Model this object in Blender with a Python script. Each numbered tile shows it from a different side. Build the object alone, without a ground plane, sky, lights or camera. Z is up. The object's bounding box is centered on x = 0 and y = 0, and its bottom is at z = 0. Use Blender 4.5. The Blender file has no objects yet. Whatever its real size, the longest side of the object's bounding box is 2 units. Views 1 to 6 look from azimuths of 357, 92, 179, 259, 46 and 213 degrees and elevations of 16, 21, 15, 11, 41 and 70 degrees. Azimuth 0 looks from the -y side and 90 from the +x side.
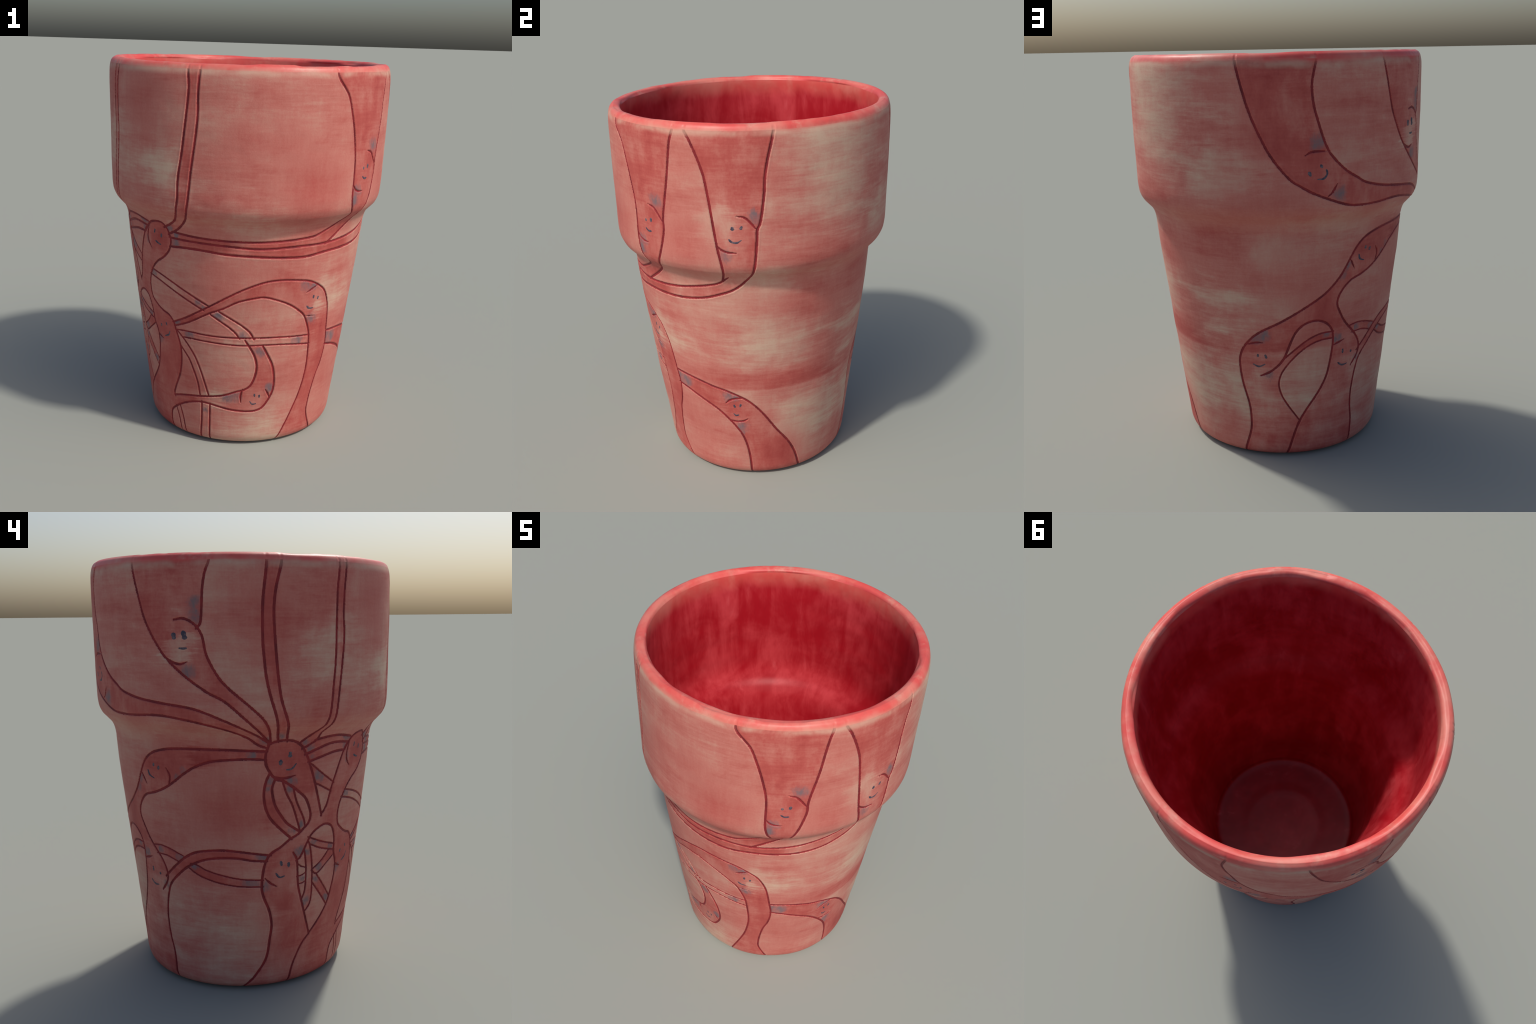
"""Hand-built stoneware cup: a tapered lower body, a shoulder step and a wider
collar, washed with red slip outside and glazed crimson inside.  Smiling,
root-like figures are incised into the wall; they hug, hold hands and grow
into one another.  Everything on the wall is described in cup coordinates:
(angle in degrees round the axis, height in metres)."""
import bpy
import math
import numpy as np

RNG = np.random.default_rng(7)

# ---------------------------------------------------------------- silhouette
# outer profile: (height, radius)
OUTER = [(0, .478), (.008, .490), (.025, .503), (.055, .5125), (.10, .5185), (.15, .5243),
         (.22, .5323), (.40, .5543), (.65, .5831), (.90, .6125), (1.05, .6293), (1.14, .637),
         (1.18, .6405), (1.21, .6475), (1.24, .661), (1.265, .683), (1.29, .7045), (1.325, .718),
         (1.37, .7225), (1.48, .7245), (1.65, .7268), (1.80, .7286), (1.90, .7292), (1.945, .7275),
         (1.975, .7215), (1.992, .712), (2.0, .698)]
# rim and inside, walked from the crest down to the middle of the floor: (radius, height)
INNER = [(.698, 2.0), (.684, 1.998), (.672, 1.991), (.666, 1.977), (.664, 1.945), (.663, 1.88),
         (.661, 1.70), (.659, 1.52), (.656, 1.44), (.647, 1.37), (.625, 1.31), (.594, 1.26),
         (.571, 1.21), (.556, 1.15), (.541, 1.07), (.517, .90), (.488, .65), (.464, .40),
         (.453, .26), (.446, .215), (.434, .190), (.40, .182), (.34, .180), (.20, .179), (.0, .178)]
RIM_START = 1.972          # height where the wall hands over to the rim
RIM_END = 3                # index in INNER where the rim hands over to the inside

# hand-thrown irregularity: axis drift, ovalness and three-lobedness at foot, middle, lip
AXIS_X, AXIS_Y = (-.008, -.002, .0024), (.0067, -.0014, -.0004)
OVAL_C, OVAL_S = (.0024, .0026, .0051), (-.0026, .0025, -.0022)
LOBE_C, LOBE_S = (.0015, -.002), (.001, -.0021)
STEP_TILT = (.002, .0063)
# broad swells and hollows left by the potter's hands: angle, height, reach round, reach up, size
SWELLS = [(155, .60, 45, .45, .0035), (180, 1.15, 35, .25, .0030), (-45, .65, 28, .35, .0040),
          (-92, .24, 22, .15, -.0035), (100, 1.0, 25, .40, .0030), (-60, 1.2, 25, .30, .0015)]
LIP = (-.008, -.0016, .0055, .0006, -.0014)


def smooth(x):
    x = np.clip(x, 0, 1)
    return x * x * (3 - 2 * x)


def through(a, z):
    t = z / 2
    return a[0] * (1 - t) * (1 - 2 * t) + a[1] * 4 * t * (1 - t) + a[2] * t * (2 * t - 1)


def monotone(xk, yk, x):
    """monotone cubic through a profile's control points"""
    xk, yk = np.asarray(xk, float), np.asarray(yk, float)
    h = np.diff(xk)
    d = np.diff(yk) / h
    m = np.zeros(len(xk))
    m[0], m[-1] = d[0], d[-1]
    for i in range(1, len(xk) - 1):
        if d[i - 1] * d[i] > 0:
            a, b = 2 * h[i] + h[i - 1], h[i] + 2 * h[i - 1]
            m[i] = (a + b) / (a / d[i - 1] + b / d[i])
    i = np.clip(np.searchsorted(xk, x) - 1, 0, len(h) - 1)
    t = (x - xk[i]) / h[i]
    return ((2 * t**3 - 3 * t**2 + 1) * yk[i] + (t**3 - 2 * t**2 + t) * h[i] * m[i]
            + (3 * t**2 - 2 * t**3) * yk[i + 1] + (t**3 - t**2) * h[i] * m[i + 1])


PZ = np.linspace(0, 2, 4001)
PR = monotone([p[0] for p in OUTER], [p[1] for p in OUTER], PZ)


def lip_height(th):
    return (2 + LIP[0] + LIP[1] * np.cos(th) + LIP[2] * np.sin(th)
            + LIP[3] * np.cos(2 * th) + LIP[4] * np.sin(2 * th))


def lobes(th, z):
    return (through(OVAL_C, z) * np.cos(2 * th) + through(OVAL_S, z) * np.sin(2 * th)
            + (LOBE_C[0] + (LOBE_C[1] - LOBE_C[0]) * z / 2) * np.cos(3 * th)
            + (LOBE_S[0] + (LOBE_S[1] - LOBE_S[0]) * z / 2) * np.sin(3 * th))


def lip_shift(th, z):
    """how far the wavy lip moves a height of the plain profile"""
    return (lip_height(th) - 2) * smooth((z - 1.4) / .5)


def outer_radius(th, h):
    """radius of the wall at profile height h"""
    step = (STEP_TILT[0] * np.cos(th) + STEP_TILT[1] * np.sin(th)) * smooth(h / 1.1) * smooth((1.8 - h) / .4)
    r = np.interp(h - step, PZ, PR) + lobes(th, h) + .0012
    for angle, z, around, up, size in SWELLS:
        off = (np.degrees(th) - angle + 180) % 360 - 180
        r = r + size * np.exp(-(off / around)**2 - ((h - z) / up)**2)
    return r


def wall_noise(th, s, cells_th, cells_s, rng, length):
    """smooth random relief on the unrolled wall, periodic round the cup"""
    g = rng.normal(size=(cells_s + 3, cells_th))
    x = (th / (2 * np.pi)) % 1 * cells_th
    y = np.clip(s / length, 0, 1) * cells_s
    i, j = np.floor(x).astype(int), np.floor(y).astype(int)
    fx, fy = smooth(x - i), smooth(y - j)
    i0, i1 = i % cells_th, (i + 1) % cells_th
    return ((g[j, i0] * (1 - fx) + g[j, i1] * fx) * (1 - fy)
            + (g[j + 1, i0] * (1 - fx) + g[j + 1, i1] * fx) * fy)


# ------------------------------------------------- the incised drawing
# every stroke of the modelling tool: (width in mm, points (angle, height));
# u = figures on the collar, v = straight arms, n = the sun-faced root figure,
# w = figures on the lower body
LINES = {
    "u1.left": (12, [(-58.3, 1.941), (-53.1, 1.857), (-50.4, 1.764), (-48.4, 1.670), (-46.8, 1.557), (-46.6, 1.366), (-45.6, 1.311), (-44.4, 1.275), (-46.6, 1.247), (-51.1, 1.218), (-57.1, 1.187), (-60.2, 1.175), (-65.3, 1.168), (-80.0, 1.158), (-96.0, 1.157), (-112.7, 1.163), (-125.6, 1.175)]),
    "u1.right": (13, [(-25.0, 1.957), (-26.2, 1.906), (-28.6, 1.715), (-31.4, 1.533), (-31.5, 1.475), (-32.8, 1.407), (-35.0, 1.329), (-39.1, 1.242), (-53.0, 1.130)]),
    "u1.brow": (11, [(-38.8, 1.587), (-35.9, 1.576), (-31.8, 1.512)]),
    "u1.chin": (11, [(-46.5, 1.426), (-45.1, 1.402), (-43.0, 1.391), (-40.5, 1.390)]),
    "u2.left": (13, [(-20.3, 1.959), (-18.2, 1.914), (-14.0, 1.779), (-12.6, 1.688), (-9.8, 1.421), (-8.4, 1.321), (-8.3, 1.285), (-9.7, 1.228)]),
    "u2.right": (13, [(11.5, 1.975), (8.9, 1.824), (8.0, 1.748), (7.7, 1.680), (6.0, 1.536), (5.1, 1.510), (4.8, 1.448), (2.9, 1.279), (-1.0, 1.214), (-5.4, 1.173), (-11.2, 1.145), (-17.9, 1.120), (-27.0, 1.101), (-35.1, 1.093), (-52.8, 1.085), (-64.3, 1.072), (-74.0, 1.075), (-88.0, 1.083), (-101.4, 1.090), (-108.1, 1.098), (-115.2, 1.102), (-121.7, 1.101), (-127.5, 1.096)]),
    "u2.band": (12, [(-7.5, 1.244), (-11.6, 1.208), (-16.3, 1.190), (-23.7, 1.172), (-31.9, 1.155), (-51.4, 1.133), (-67.4, 1.129), (-86.0, 1.122), (-101.5, 1.133), (-127.5, 1.143)]),
    "u2.brow": (11, [(-2.2, 1.575), (0.6, 1.568), (4.9, 1.510)]),
    "u2.chin": (11, [(-9.8, 1.429), (-8.0, 1.408), (-5.9, 1.398), (-2.8, 1.396)]),
    "u3.left": (12, [(75.5, 1.961), (78.6, 1.802), (80.7, 1.724), (83.6, 1.640), (86.4, 1.572), (90.6, 1.498), (94.0, 1.453), (98.1, 1.420), (102.3, 1.391), (115.1, 1.331), (120.5, 1.323), (128.0, 1.323), (137.6, 1.330), (143.8, 1.326), (154.6, 1.303), (163.6, 1.273), (168.4, 1.251), (172.3, 1.227), (175.0, 1.203), (178.4, 1.187)]),
    "u3.right": (12, [(103.2, 1.975), (101.9, 1.911), (101.3, 1.863), (101.8, 1.785), (103.2, 1.717), (107.5, 1.575), (114.4, 1.486), (118.5, 1.455), (122.0, 1.429), (126.8, 1.411), (132.5, 1.397), (141.0, 1.384), (153.3, 1.363), (163.3, 1.316), (168.5, 1.285), (176.0, 1.235), (179.5, 1.206)]),
    "u3.brow": (11, [(98.7, 1.563), (100.7, 1.577), (106.6, 1.580)]),
    "u3.chin": (11, [(106.9, 1.376), (108.6, 1.394), (110.5, 1.432)]),
    "u4.left": (12, [(130.6, 1.970), (133.6, 1.820), (135.6, 1.738), (137.9, 1.681), (140.5, 1.628), (143.4, 1.580), (150.2, 1.503), (158.6, 1.431), (163.5, 1.399), (171.8, 1.307), (179.9, 1.208)]),
    "u4.right": (12, [(159.7, 1.965), (158.4, 1.919), (157.5, 1.861), (156.3, 1.713), (155.3, 1.700)]),
    "u4.head": (12, [(147.9, 1.733), (150.2, 1.737), (153.0, 1.725), (155.3, 1.701), (156.8, 1.669), (158.3, 1.585), (162.3, 1.492), (165.2, 1.452), (176.4, 1.323), (179.2, 1.263), (180.2, 1.213)]),
    "u4.chin": (11, [(143.4, 1.580), (146.0, 1.560), (148.9, 1.550), (151.6, 1.560)]),
    "v1.left": (13, [(178.0, 1.959), (176.6, 1.801), (176.5, 1.644), (176.9, 1.576), (177.5, 1.503), (178.7, 1.429), (181.0, 1.330), (183.0, 1.218)]),
    "v1.right": (13, [(-177.2, 1.959), (-179.1, 1.859), (-179.8, 1.781), (-179.8, 1.722), (-178.2, 1.469), (-177.2, 1.395), (-174.4, 1.284), (-173.5, 1.218)]),
    "v2.left": (12, [(-155.8, 1.961), (-156.8, 1.861), (-157.2, 1.575), (-157.9, 1.471), (-159.9, 1.280), (-162.1, 1.253), (-168.2, 1.201)]),
    "v2.right": (12, [(-152.7, 1.963), (-153.7, 1.861), (-154.0, 1.739), (-153.6, 1.657), (-155.2, 1.448), (-156.7, 1.295), (-157.5, 1.273), (-159.4, 1.246), (-160.5, 1.214), (-163.7, 1.190), (-166.4, 1.176)]),
    "v3.left": (12, [(-115.1, 1.953), (-114.6, 1.889), (-114.9, 1.823), (-117.2, 1.585), (-118.8, 1.459), (-119.1, 1.360), (-119.7, 1.321), (-120.7, 1.279), (-122.9, 1.245), (-126.2, 1.217), (-130.2, 1.193)]),
    "v3.right": (12, [(-110.4, 1.959), (-110.9, 1.848), (-111.0, 1.738), (-113.3, 1.511), (-115.1, 1.328), (-116.6, 1.269), (-120.1, 1.222), (-123.3, 1.190), (-128.0, 1.160)]),
    "n1.ring": (13, [(-180.3, 1.202), (-178.3, 1.212), (-173.7, 1.218), (-169.9, 1.209), (-167.2, 1.188), (-165.2, 1.155), (-162.1, 1.076), (-155.0, 0.853)]),
    "n1.left": (13, [(-180.3, 1.202), (-181.5, 1.162), (-181.7, 1.132), (-180.9, 1.096), (-177.4, 1.045), (-174.5, 1.034), (-170.7, 1.008), (-167.0, 0.976), (-164.0, 0.945), (-161.7, 0.895), (-160.8, 0.856), (-161.6, 0.824), (-163.9, 0.799), (-166.6, 0.774), (-170.2, 0.755), (-173.8, 0.725), (-178.6, 0.693), (-180.5, 0.661), (-181.7, 0.613), (-182.2, 0.520), (-180.9, 0.470), (-178.9, 0.423), (-177.6, 0.376), (-177.0, 0.329), (-177.6, 0.268), (-179.3, 0.160), (-185.3, 0.065), (-187.1, 0.046)]),
    "n1.chin": (13, [(-178.7, 1.059), (-175.8, 1.047), (-172.5, 1.048), (-169.4, 1.056)]),
    "w1.top": (12, [(178.5, 1.171), (162.1, 1.180), (141.2, 1.175), (135.2, 1.165), (129.5, 1.145), (124.9, 1.107), (116.7, 0.968), (112.9, 0.923), (108.7, 0.884), (90.4, 0.767), (78.7, 0.702), (74.1, 0.662), (70.2, 0.610), (68.3, 0.559), (68.0, 0.504), (68.7, 0.427), (71.3, 0.295), (71.6, 0.226), (71.0, 0.155), (67.1, 0.044)]),
    "w1.bottom": (12, [(178.1, 1.134), (172.3, 1.138), (162.0, 1.133), (156.0, 1.123), (151.0, 1.102), (146.9, 1.077), (138.3, 1.009), (133.5, 0.980), (128.5, 0.958), (122.8, 0.939), (119.2, 0.907), (116.6, 0.866), (116.0, 0.826), (118.0, 0.776), (121.2, 0.721), (128.6, 0.632), (130.8, 0.588), (131.3, 0.554), (130.2, 0.519), (127.1, 0.478)]),
    "w1.brow": (11, [(136.6, 1.083), (138.2, 1.049), (137.1, 0.995)]),
    "w1.chin": (11, [(121.4, 1.049), (124.2, 0.994)]),
    "w3.arch": (12, [(79.1, 0.471), (82.9, 0.489), (86.9, 0.522), (89.9, 0.559), (96.2, 0.705), (100.4, 0.743), (105.6, 0.755), (110.7, 0.735), (114.0, 0.692), (114.8, 0.648), (114.6, 0.595), (113.6, 0.521), (112.0, 0.448), (108.4, 0.371), (100.5, 0.252), (97.3, 0.191), (92.3, 0.047)]),
    "w3.arm_top": (9, [(89.9, 0.559), (98.6, 0.634), (103.4, 0.666), (108.3, 0.683), (114.3, 0.684)]),
    "w3.arm_low": (9, [(114.5, 0.649), (110.0, 0.649), (104.5, 0.636), (99.6, 0.607), (95.3, 0.568), (91.3, 0.521), (88.5, 0.473), (87.4, 0.423), (88.5, 0.367), (91.0, 0.316), (98.1, 0.211)]),
    "w3.brow": (11, [(72.5, 0.636), (76.9, 0.649), (80.3, 0.650)]),
    "w2.arm_left": (12, [(130.4, 0.552), (142.0, 0.660), (147.8, 0.694), (153.1, 0.707), (160.7, 0.714), (167.7, 0.708), (181.0, 0.686)]),
    "w2.arm_right": (12, [(130.4, 0.044), (130.3, 0.149), (128.7, 0.241), (128.3, 0.311), (128.9, 0.383), (130.3, 0.452), (132.6, 0.512), (138.4, 0.575), (144.3, 0.624), (150.5, 0.656), (155.2, 0.670), (161.5, 0.677), (167.6, 0.675), (173.2, 0.664), (179.4, 0.659)]),
    "w2.brow": (11, [(114.8, 0.608), (121.2, 0.629)]),
    "w2.back_top": (8, [(123.4, 0.694), (129.2, 0.701), (134.6, 0.692), (141.0, 0.671)]),
    "w2.back_low": (8, [(126.0, 0.655), (131.7, 0.657), (138.0, 0.639)]),
    "w2.back_top2": (8, [(145.7, 0.636), (147.9, 0.634), (153.0, 0.610), (167.5, 0.575), (177.9, 0.567)]),
    "w2.back_low2": (8, [(143.7, 0.616), (148.5, 0.585), (154.7, 0.562), (161.1, 0.547), (167.4, 0.538), (177.9, 0.533)]),
    "n1.loop_out": (13, [(-179.9, 1.073), (-181.4, 1.033), (-182.1, 0.988), (-181.9, 0.943), (-180.8, 0.896), (-178.6, 0.853), (-169.6, 0.759)]),
    "n1.loop_in": (13, [(-177.6, 1.047), (-178.8, 1.005), (-178.4, 0.964), (-177.1, 0.917), (-174.3, 0.868), (-171.6, 0.832), (-165.7, 0.788)]),
    "n1.strip_left": (10, [(-174.7, 1.034), (-172.6, 0.973), (-169.7, 0.914), (-165.5, 0.789)]),
    "n1.strip_right": (10, [(-169.8, 1.000), (-168.1, 0.936), (-163.9, 0.841), (-163.2, 0.809)]),
    "n1.armtop": (13, [(-160.9, 1.210), (-154.9, 1.219), (-149.5, 1.219), (-141.4, 1.203)]),
    "n1.armmid": (13, [(-165.0, 1.148), (-152.4, 1.186), (-141.9, 1.176)]),
    "n1.armlow": (13, [(-163.4, 1.113), (-150.8, 1.143), (-144.6, 1.143)]),
    "n1.diag_top": (9, [(-162.2, 1.101), (-157.0, 1.055), (-149.9, 1.000)]),
    "n1.diag_low": (9, [(-159.9, 1.011), (-151.1, 0.960)]),
    "w4.bodyleft": (12, [(-142.6, 1.175), (-144.9, 1.139), (-150.3, 0.989), (-152.6, 0.894), (-155.0, 0.853)]),
    "w4.head": (12, [(-143.7, 1.151), (-139.5, 1.200), (-135.5, 1.214), (-131.7, 1.214), (-129.6, 1.194), (-128.0, 1.161), (-127.3, 1.127), (-128.4, 1.078), (-131.8, 1.035), (-137.0, 0.996), (-140.6, 0.955), (-143.8, 0.891), (-144.5, 0.834), (-143.5, 0.787), (-140.5, 0.757), (-136.1, 0.730), (-131.9, 0.714), (-129.2, 0.682), (-127.7, 0.635), (-125.5, 0.543), (-125.9, 0.454), (-127.2, 0.392), (-133.0, 0.253), (-132.7, 0.238)]),
    "w4.chin": (11, [(-141.1, 1.175), (-142.5, 1.125), (-141.9, 1.090), (-139.9, 1.063)]),
    "w5.hand_top": (12, [(-132.7, 0.240), (-125.3, 0.261), (-102.4, 0.299), (-94.0, 0.330), (-90.0, 0.342), (-87.0, 0.366), (-84.8, 0.419), (-84.1, 0.477), (-84.9, 0.523), (-86.6, 0.564), (-90.3, 0.626)]),
    "w4.arm_top": (10, [(-141.1, 0.949), (-133.0, 0.926), (-126.3, 0.898), (-109.1, 0.811)]),
    "w4.arm_low": (10, [(-143.0, 0.916), (-134.0, 0.890), (-111.7, 0.783)]),
    "w4.arm_top2": (10, [(-103.8, 0.785), (-92.2, 0.710), (-88.1, 0.672), (-86.5, 0.641)]),
    "w4.arm_low2": (10, [(-108.2, 0.766), (-98.9, 0.701), (-95.5, 0.670), (-93.7, 0.643)]),
    "w5.hand_right": (12, [(-81.4, 0.596), (-75.9, 0.488), (-74.2, 0.416), (-73.9, 0.351), (-74.9, 0.304), (-79.5, 0.229), (-82.8, 0.213), (-86.2, 0.208), (-95.6, 0.213), (-113.0, 0.243), (-119.3, 0.234), (-125.7, 0.211), (-131.4, 0.178), (-136.3, 0.136), (-137.5, 0.088), (-137.3, 0.030)]),
    "w5.hand_brow": (11, [(-78.3, 0.340), (-76.7, 0.312), (-75.9, 0.290)]),
    "w5.hand_chin": (11, [(-91.0, 0.345), (-92.0, 0.306), (-91.8, 0.264)]),
    "w5.arch": (12, [(-166.0, 0.649), (-164.8, 0.657), (-159.5, 0.763), (-156.0, 0.790), (-152.1, 0.802), (-148.0, 0.784), (-145.4, 0.729), (-144.5, 0.678), (-144.5, 0.655), (-142.2, 0.599), (-141.7, 0.531), (-142.4, 0.482), (-145.5, 0.377), (-155.6, 0.253), (-159.5, 0.210), (-164.5, 0.099), (-165.6, 0.035)]),
    "w6.right": (12, [(-167.9, 0.684), (-166.2, 0.654), (-164.5, 0.523), (-162.6, 0.455), (-155.6, 0.253)]),
    "w6.chin": (11, [(-181.0, 0.576), (-178.1, 0.547), (-175.2, 0.529)]),
    "w6.strip_left": (10, [(-162.5, 0.692), (-160.9, 0.601), (-160.7, 0.486), (-162.0, 0.446)]),
    "w6.strip_right": (10, [(-160.8, 0.733), (-159.7, 0.707), (-158.4, 0.651), (-157.1, 0.559), (-157.0, 0.417), (-159.6, 0.379)]),
    "w6.rung1": (8, [(-165.6, 0.631), (-163.9, 0.616), (-161.5, 0.605)]),
    "w6.rung2": (8, [(-165.0, 0.566), (-163.3, 0.568), (-161.2, 0.577)]),
    "w6.rung3": (8, [(-164.4, 0.528), (-162.7, 0.528), (-161.0, 0.534)]),
    "w5.rail_top": (9, [(-160.7, 0.752), (-153.4, 0.719), (-145.1, 0.690)]),
    "w5.rail_low": (9, [(-159.8, 0.717), (-154.2, 0.689), (-144.5, 0.659)]),
    "w5.cross1": (9, [(-148.2, 0.666), (-152.1, 0.623), (-157.4, 0.587)]),
    "w5.cross2": (9, [(-144.1, 0.634), (-149.2, 0.596), (-154.8, 0.561), (-157.2, 0.579)]),
    "w5.cross3": (9, [(-154.8, 0.561), (-144.0, 0.422)]),
    "w5.cross4": (9, [(-156.7, 0.520), (-145.4, 0.380)]),
    "w5.chin": (11, [(-142.3, 0.591), (-140.5, 0.574), (-137.5, 0.560)]),
    "w5.arm_top": (10, [(-129.2, 0.683), (-122.4, 0.718), (-110.7, 0.792), (-92.3, 0.908), (-81.7, 0.950), (-74.7, 0.957), (-65.6, 0.949), (-59.3, 0.935), (-54.0, 0.907), (-50.1, 0.875), (-47.4, 0.830), (-45.2, 0.768), (-42.8, 0.612), (-42.0, 0.555), (-42.2, 0.493), (-43.5, 0.426), (-45.9, 0.361), (-48.6, 0.203), (-48.4, 0.140), (-42.2, 0.008)]),
    "w5.arm_low": (10, [(-128.1, 0.664), (-119.6, 0.702), (-108.7, 0.768), (-101.4, 0.803), (-94.4, 0.843), (-87.1, 0.863), (-82.1, 0.868), (-76.2, 0.851), (-69.4, 0.820), (-64.1, 0.782), (-60.7, 0.749), (-58.0, 0.691), (-56.2, 0.636), (-54.6, 0.463), (-54.9, 0.398), (-57.8, 0.260), (-68.2, 0.023)]),
    "w7.brow": (11, [(-55.0, 0.906), (-60.8, 0.876)]),
    "w7.chin": (6, [(-60.1, 0.744), (-54.3, 0.736)]),
    "w5.band_top": (9, [(-127.9, 0.643), (-121.1, 0.648), (-106.4, 0.643), (-78.2, 0.643), (-56.3, 0.630)]),
    "w5.band_low": (9, [(-123.1, 0.610), (-117.2, 0.611), (-93.8, 0.601), (-80.4, 0.602), (-69.8, 0.597), (-55.4, 0.578)]),
    "w8.top": (12, [(-42.3, 0.623), (-28.0, 0.604), (-19.4, 0.582), (-12.4, 0.564), (-3.2, 0.521), (1.3, 0.483), (6.4, 0.422), (13.5, 0.313), (20.7, 0.215), (24.8, 0.134), (27.8, 0.040)]),
    "w8.low": (12, [(-41.9, 0.541), (-34.6, 0.520), (-23.6, 0.469), (-17.0, 0.426), (-9.2, 0.339), (-5.6, 0.281), (-3.2, 0.207), (-1.9, 0.116), (-1.5, 0.032)]),
    "w8.brow": (11, [(-13.6, 0.485), (-11.2, 0.508), (-7.4, 0.522), (-4.2, 0.524)]),
    "w8.chin": (11, [(-12.2, 0.378), (-8.4, 0.370), (-4.5, 0.376), (-2.2, 0.391)]),
    "w5.steep_left": (10, [(-125.7, 0.559), (-120.8, 0.491), (-118.2, 0.427), (-116.1, 0.360), (-115.1, 0.281)]),
    "w5.steep_right": (10, [(-127.0, 0.639), (-122.1, 0.586), (-117.7, 0.521), (-114.5, 0.446), (-109.9, 0.289)]),
    "w5.steep_left2": (10, [(-114.2, 0.243), (-114.7, 0.138), (-115.8, 0.028)]),
    "w5.steep_right2": (10, [(-109.4, 0.237), (-110.1, 0.035)]),
    "w5.foot_left": (9, [(-132.5, 0.171), (-130.4, 0.094), (-130.1, 0.020)]),
    "w5.foot_right": (9, [(-129.5, 0.190), (-127.4, 0.110), (-126.6, 0.023)]),
}

# painted faces: eyes and mouth of every figure
FACES = {
    "u1": {"eyes": [(-40.7, 1.503), (-37.8, 1.510)], "mouth": [(-41.3, 1.465), (-39.8, 1.451), (-37.8, 1.453)]},
    "u2": {"eyes": [(-3.9, 1.516), (-0.7, 1.521)], "mouth": [(-5.5, 1.467), (-4.3, 1.451), (-2.5, 1.448), (-0.5, 1.463)]},
    "u3": {"eyes": [(100.3, 1.482), (104.5, 1.514)], "mouth": [(102.7, 1.457), (105.3, 1.459), (106.6, 1.480), (106.2, 1.502)]},
    "u4": {"eyes": [(147.1, 1.665), (150.8, 1.669)], "mouth": [(148.6, 1.616), (150.2, 1.614), (151.8, 1.616)]},
    "n1": {"eyes": [(-175.6, 1.119), (-171.8, 1.152)], "mouth": [(-173.5, 1.084), (-171.0, 1.087), (-168.9, 1.112)]},
    "w1": {"eyes": [(129.9, 1.090), (132.6, 1.079)], "mouth": [(126.0, 1.065), (126.9, 1.039), (129.8, 1.025)]},
    "w2": {"eyes": [(120.8, 0.565), (126.0, 0.552)], "mouth": [(117.9, 0.509), (120.8, 0.489), (124.3, 0.491)]},
    "w3": {"eyes": [(77.5, 0.579), (81.4, 0.575)], "mouth": [(74.5, 0.533), (77.7, 0.519), (81.2, 0.535)]},
    "w4": {"eyes": [(-137.1, 1.158), (-132.8, 1.142)], "mouth": [(-137.2, 1.109), (-134.6, 1.097), (-133.1, 1.094)]},
    "w5": {"eyes": [(-138.6, 0.638), (-134.4, 0.656)], "mouth": [(-136.6, 0.581), (-133.3, 0.597), (-132.1, 0.623)]},
    "w5h": {"eyes": [(-84.2, 0.308), (-81.5, 0.301)], "mouth": [(-86.8, 0.273), (-85.3, 0.254), (-82.8, 0.256)]},
    "w6": {"eyes": [(-173.6, 0.642), (-170.0, 0.631)], "mouth": [(-176.2, 0.599), (-174.0, 0.574), (-171.4, 0.579)]},
    "w7": {"eyes": [(-56.3, 0.846), (-53.4, 0.835)], "mouth": [(-60.0, 0.803), (-58.3, 0.786), (-55.4, 0.783)]},
    "w8": {"eyes": [(-9.0, 0.471), (-5.8, 0.478)], "mouth": [(-9.9, 0.424), (-8.6, 0.411), (-6.7, 0.418)]},
}
EYE = {"u4": .012, "n1": .011, "w6": .0095}


def stain(angle, z, radius):
    return (angle, z, radius)


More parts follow.
